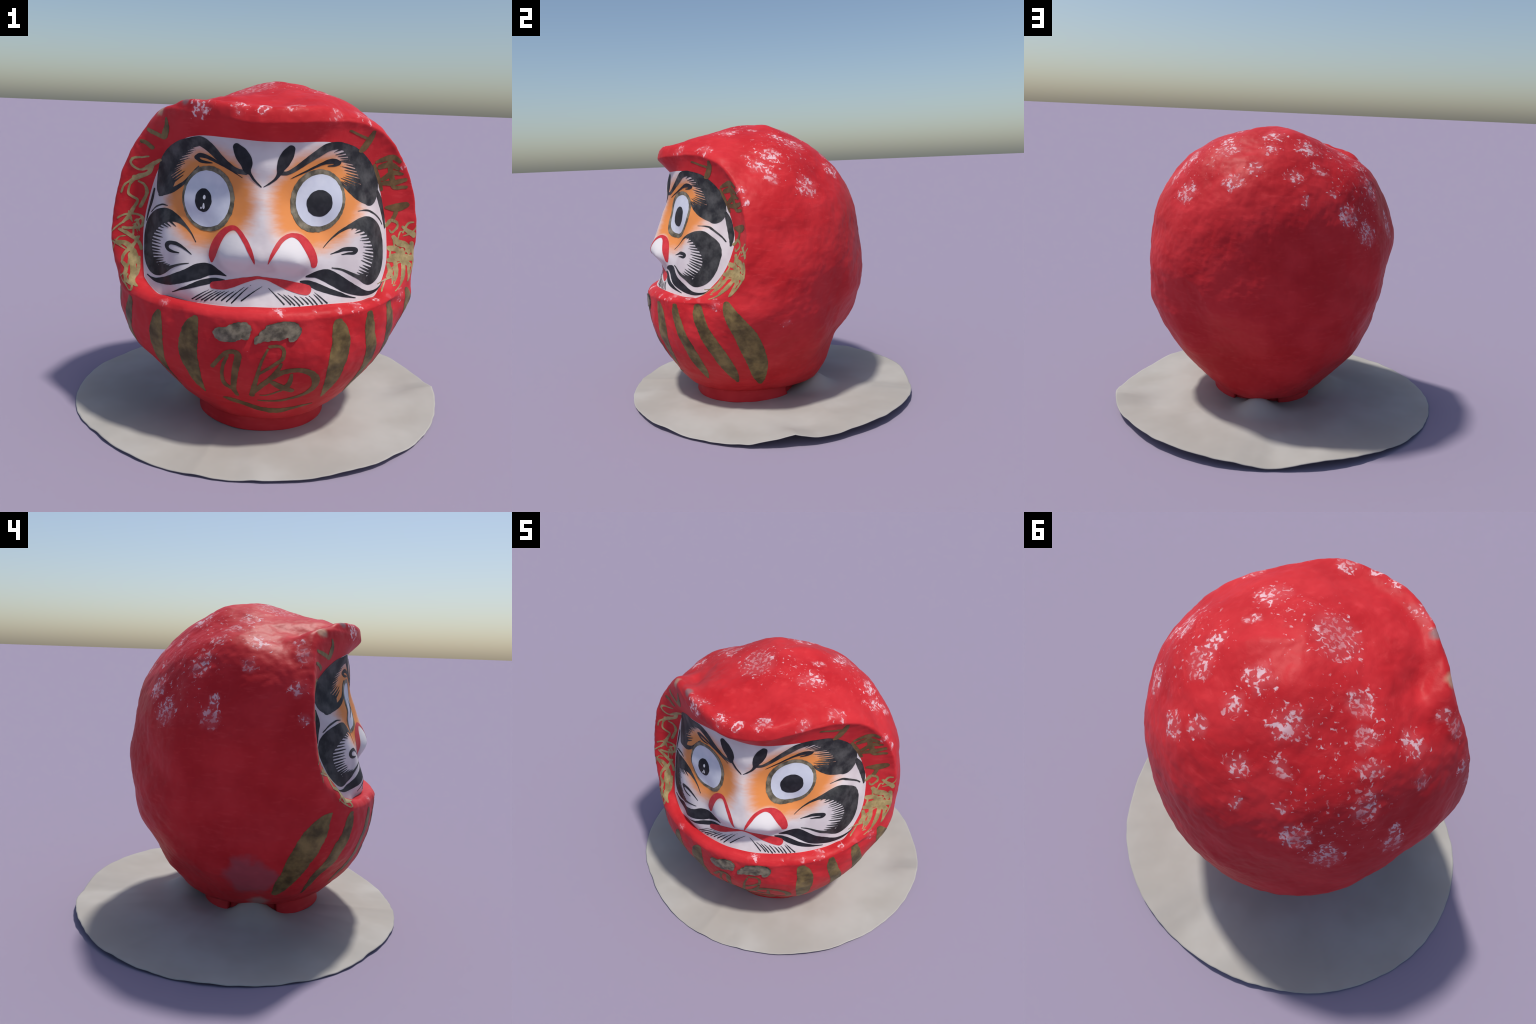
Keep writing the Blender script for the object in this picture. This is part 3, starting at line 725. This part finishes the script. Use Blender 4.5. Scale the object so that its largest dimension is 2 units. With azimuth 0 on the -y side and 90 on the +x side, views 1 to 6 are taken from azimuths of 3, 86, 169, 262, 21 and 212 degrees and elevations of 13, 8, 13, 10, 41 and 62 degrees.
WHITE_L = (-0.231, 1.177, 0.1073, 0.1243)
PUPIL_L = (-0.247, 1.170, 0.0382, 0.0504)
EYE_R = (0.264, 1.188, 0.1242, 0.1383)
WHITE_R = (0.269, 1.189, 0.1054, 0.1147)
PUPIL_R = (0.270, 1.177, 0.0585, 0.0585)
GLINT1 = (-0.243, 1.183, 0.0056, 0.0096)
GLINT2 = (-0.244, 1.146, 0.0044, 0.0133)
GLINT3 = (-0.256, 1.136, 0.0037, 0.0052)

def on_face(p, q):
    hit, nrm, i, d = TREE.ray_cast(Vector((p, -2, q)), Vector((0, 1, 0)))
    return (np.array(hit), np.array(nrm)) if hit else (None, None)

def on_body(p, q):
    a = math.radians(p)
    d = Vector((math.cos(a), math.sin(a), 0))
    o = Vector((CENTRE[0], CENTRE[1], q)) + d * 2
    hit, nrm, i, dd = TREE.ray_cast(o, -d)
    return (np.array(hit), np.array(nrm)) if hit else (None, None)

SKIN = V[1:-1].reshape(ROWS, NA, 3)
SKIN_N = VN[1:-1].reshape(ROWS, NA, 3)
def on_rim(p, q):
    fa = (p + 180) / 360 * NA
    fr = NF - 1 + q * NW
    i, j = int(math.floor(fr)), int(math.floor(fa))
    u, v = fr - i, fa - j
    def lerp(G):
        return ((1 - u) * ((1 - v) * G[i, j % NA] + v * G[i, (j + 1) % NA])
                + u * ((1 - v) * G[i + 1, j % NA] + v * G[i + 1, (j + 1) % NA]))
    return lerp(SKIN), lerp(SKIN_N)

# scale that turns p, q into metres (about) on each surface
FLAT = {'face': (1.0, 1.0), 'body': (math.radians(1) * .70, 1.18), 'rim': (math.radians(1) * .72, .155)}
PLACE = {'face': on_face, 'body': on_body, 'rim': on_rim}

def stroke_field(P, Q, strokes, smooth_curve=True):
    """Signed 'insideness' of a set of tapered strokes over a grid (metres)."""
    F = np.full(P.shape, -1.0)
    for s in strokes:
        c = catmull(s, 8) if smooth_curve and len(s) > 2 else np.asarray(s, float)
        for a, b in zip(c[:-1], c[1:]):
            w = max(a[2], b[2]) + .02
            lo_p, hi_p = min(a[0], b[0]) - w, max(a[0], b[0]) + w
            lo_q, hi_q = min(a[1], b[1]) - w, max(a[1], b[1]) + w
            i0, i1 = np.searchsorted(P[:, 0], (lo_p, hi_p))
            j0, j1 = np.searchsorted(Q[0], (lo_q, hi_q))
            if i0 >= i1 or j0 >= j1:
                continue
            p, q = P[i0:i1, j0:j1], Q[i0:i1, j0:j1]
            d = b[:2] - a[:2]
            t = np.clip(((p - a[0]) * d[0] + (q - a[1]) * d[1]) / (d @ d + 1e-12), 0, 1)
            f = a[2] + (b[2] - a[2]) * t - np.hypot(p - a[0] - d[0] * t, q - a[1] - d[1] * t)
            F[i0:i1, j0:j1] = np.maximum(F[i0:i1, j0:j1], f)
    return F

def oval_strokes_field(P, Q, oval):
    x, z, rx, rz = oval
    return (1 - np.hypot((P - x) / rx, (Q - z) / rz)) * min(rx, rz)

def film(name, surface, field_fn, box, mat, parent, height=.0012, step=.0026, ragged=.0008):
    """Mesh the inside of a field on a surface as a thin raised film (marching squares)."""
    sp, sq = FLAT[surface]
    place = PLACE[surface]
    p0, p1, q0, q1 = box                           # in metres of the flat chart
    gp = np.arange(p0, p1 + step, step)
    gq = np.arange(q0, q1 + step, step)
    P, Q = np.meshgrid(gp, gq, indexing='ij')
    F = field_fn(P, Q)
    near = np.abs(F) < .02
    for i, j in zip(*np.nonzero(near)):            # a brush never leaves a perfectly clean edge
        F[i, j] += ragged * noise.noise(Vector((P[i, j] * 60, Q[i, j] * 60, len(name))))
    verts, normals, key = [], [], {}
    def vertex(k, p, q):
        if k not in key:
            pos, nrm = place(p / sp, q / sq)
            if pos is None:
                key[k] = None
            else:
                verts.append(pos + nrm * height); normals.append(nrm)
                key[k] = len(verts) - 1
        return key[k]
    inside = F > 0
    cells = inside[:-1, :-1] | inside[1:, :-1] | inside[1:, 1:] | inside[:-1, 1:]
    faces = []
    for i, j in zip(*np.nonzero(cells)):
        corners = [(i, j), (i + 1, j), (i + 1, j + 1), (i, j + 1)]
        poly = []
        for a, b in zip(corners, corners[1:] + corners[:1]):
            fa, fb = F[a], F[b]
            if fa > 0:
                poly.append(vertex((a,), P[a], Q[a]))
            if (fa > 0) != (fb > 0):
                t = fa / (fa - fb)
                poly.append(vertex((min(a, b), max(a, b)), P[a] + (P[b] - P[a]) * t, Q[a] + (Q[b] - Q[a]) * t))
        poly = [v for k, v in enumerate(poly) if v is not None and v != poly[k - 1]]
        if len(poly) >= 3:
            faces.append(tuple(poly))
    if not faces:
        return None
    # face the film outwards
    A = np.array(verts); f0 = faces[len(faces) // 2]
    if np.dot(np.cross(A[f0[1]] - A[f0[0]], A[f0[2]] - A[f0[0]]), normals[f0[0]]) < 0:
        faces = [tuple(reversed(f)) for f in faces]
    # thin side wall round the outline
    edges = {}
    for f in faces:
        for a, b in zip(f, f[1:] + f[:1]):
            edges[(a, b)] = edges.get((a, b), 0) + 1
    rim = [(a, b) for (a, b) in edges if (b, a) not in edges]
    low = {}
    def lowered(v, drop):
        if (v, drop) not in low:
            verts.append(np.array(verts[v]) - np.array(normals[v]) * drop)
            normals.append(normals[v])
            low[(v, drop)] = len(verts) - 1
        return low[(v, drop)]
    for a, b in rim:
        faces.append((b, a, lowered(a, height + .0006), lowered(b, height + .0006)))
    me = mesh_from(name, [tuple(v) for v in verts], faces, [tuple(n_) for n_ in normals])
    return add_object(name, me, parent, mat)

def chart(surface, strokes):
    sp, sq = FLAT[surface]
    return [[(p * sp, q * sq, w) for p, q, w in s] for s in strokes]

def paint(name, surface, strokes, mat, parent, **kw):
    S = chart(surface, strokes)
    A = np.array([p for s in S for p in s])
    m = A[:, 2].max() + .012
    box = (A[:, 0].min() - m, A[:, 0].max() + m, A[:, 1].min() - m, A[:, 1].max() + m)
    return film(name, surface, lambda P, Q: stroke_field(P, Q, S), box, mat, parent, **kw)

def paint_oval(name, oval, mat, parent, **kw):
    x, z, rx, rz = oval
    box = (x - rx - .01, x + rx + .01, z - rz - .01, z + rz + .01)
    return film(name, 'face', lambda P, Q: oval_strokes_field(P, Q, oval), box, mat, parent, **kw)

def comb(spec, width=.0052):
    """Fine tapering hairs running from a root line to a tip line."""
    roots, tips, count = spec
    R, T = catmull(roots, 20), catmull(tips, 20)
    hairs = []
    for k in range(count):
        t = (k + .5) / count
        a = R[int(t * (len(R) - 1))]
        b = T[int(t * (len(T) - 1))]
        b = b + (b - a) * random.uniform(-.10, .25)
        m = (a + b) / 2
        hairs.append([(*a, width), (*m, width * .70), (*b, .0006)])
    return hairs

# ---- colours of the paints
def flat_paint(dark, light, scale=25.0, lo=.35, hi=.7):
    def build(n, b):
        v = n.noise(scale, 4, .6)
        n.link(n.mix(n.ramp(v, lo, hi), dark, light), b.inputs['Base Color'])
    return build

BLACK = material('black_ink', flat_paint((.009, .009, .013), (.022, .022, .028)), .55, .3)
BROW_BLACK = material('greyed_black_ink', flat_paint((.014, .014, .017), (.090, .088, .086), 12, .35, .75), .6, .3)
SOFT_BLACK = material('worn_black_ink', flat_paint((.012, .012, .014), (.060, .059, .060), 14), .6, .3)
GOLD = material('gold_paint', flat_paint((.070, .047, .018), (.26, .180, .066), 11, .3, .75), .48, .25)
OLIVE = material('tarnished_gold_paint', flat_paint((.06, .050, .030), (.25, .21, .14), 26, .3, .72), .5, .5)
BRIGHT_GOLD = material('bright_gold_paint', flat_paint((.22, .155, .058), (.44, .335, .145), 20, .3, .75), .42, .4)
FADED_GOLD = material('faded_gold_paint', flat_paint((.10, .055, .020), (.22, .125, .048), 14, .3, .75), .48, .25)
SCARLET = material('scarlet_paint', flat_paint((.52, .020, .028), (.62, .035, .042)), .5, .4)
EYE_WHITE = material('bluish_white_paint', flat_paint((.55, .57, .66), (.64, .65, .72), 9), .5, .4)
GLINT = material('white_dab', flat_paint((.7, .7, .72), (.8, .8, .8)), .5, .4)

P_ = {o.name: o for o in doll.children}
FACE, RIM, BODY = P_['face'], P_['hood_rim'], P_['body']

for name, groups, mat, kw in (
        ('eyebrow', ((EYEBROW_L + comb(EYEBROW_L_COMB), EYEBROW_R + comb(EYEBROW_R_COMB))), BROW_BLACK, {}),
        ('brow_spot', (BROW_SPOT_L, BROW_SPOT_R), BLACK, dict(height=.0018)),
        ('eyelid_line', (BROW_HOOK_L, BROW_HOOK_R), BLACK, dict(height=.0014)),
        ('temple_mark', (TEMPLE_L, TEMPLE_R), SOFT_BLACK, dict(height=.0016)),
        ('cheek_whisker', (CHEEK_L + comb(CHEEK_L_COMB), CHEEK_R + comb(CHEEK_R_COMB)), SOFT_BLACK, {}),
        ('dimple_mark', (DIMPLE_L, DIMPLE_R), BLACK, {}),
        ('moustache', (MOUSTACHE_L, MOUSTACHE_R), BLACK, {}),
        ('beard', (BEARD_L, BEARD_R), BLACK, dict(height=.0014)),
        ('nostril_outline', (NOSTRIL_L, NOSTRIL_R), SCARLET, {}),
        ('lip', (LIP,), SCARLET, dict(height=.0020))):
    for strokes in groups:
        paint(name, 'face', strokes, mat, FACE, **kw)

for ring, white, pupil in ((EYE_L, WHITE_L, PUPIL_L), (EYE_R, WHITE_R, PUPIL_R)):
    paint_oval('eye_outline', ring, OLIVE, FACE, height=.0020, ragged=.0025)
    paint_oval('eye_white', white, EYE_WHITE, FACE, height=.0030, ragged=.0015)
    paint_oval('pupil', pupil, BLACK, FACE, height=.0040, ragged=.002)
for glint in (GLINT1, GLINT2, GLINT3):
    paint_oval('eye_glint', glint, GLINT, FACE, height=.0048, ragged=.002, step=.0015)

for s in STRIPES:
    paint('gold_stripe', 'body', [s], GOLD, BODY, ragged=.003)
for s in PADS:
    paint('gold_cloud', 'body', [s], OLIVE, BODY, height=.0090, ragged=.006)
paint('lucky_character', 'body', LUCKY_CHARACTER, FADED_GOLD, BODY, height=.0016, ragged=.002)
def scribble(a0, a1, count):
    """Short quick dabs of gold packed along the rim."""
    marks = []
    for k in range(count):
        a, t = random.uniform(a0, a1), random.uniform(.12, .85)
        lean, bend = random.uniform(-.28, .28), random.uniform(-2.5, 2.5)
        w = random.uniform(.0030, .0062)
        marks.append([(a - 2.2, t - lean, w * .6), (a + bend, t, w), (a + 2.2, t + lean, w * .5)])
    return marks
HOOD_LETTERS_L += scribble(184, 212, 16)
HOOD_LETTERS_R += scribble(-30, -4, 14)
for s, mat in ((HOOD_LETTERS_L, BRIGHT_GOLD), (HOOD_LETTERS_R, BRIGHT_GOLD), (HOOD_CORNER_L, GOLD), (HOOD_CORNER_R, FADED_GOLD)):  # corner strokes get darker golds for the hood's shade, lower ones a lighter gold
    paint('hood_lettering', 'rim', s, mat, RIM, height=.0014, ragged=.002)
bpy.data.meshes.remove(whole)
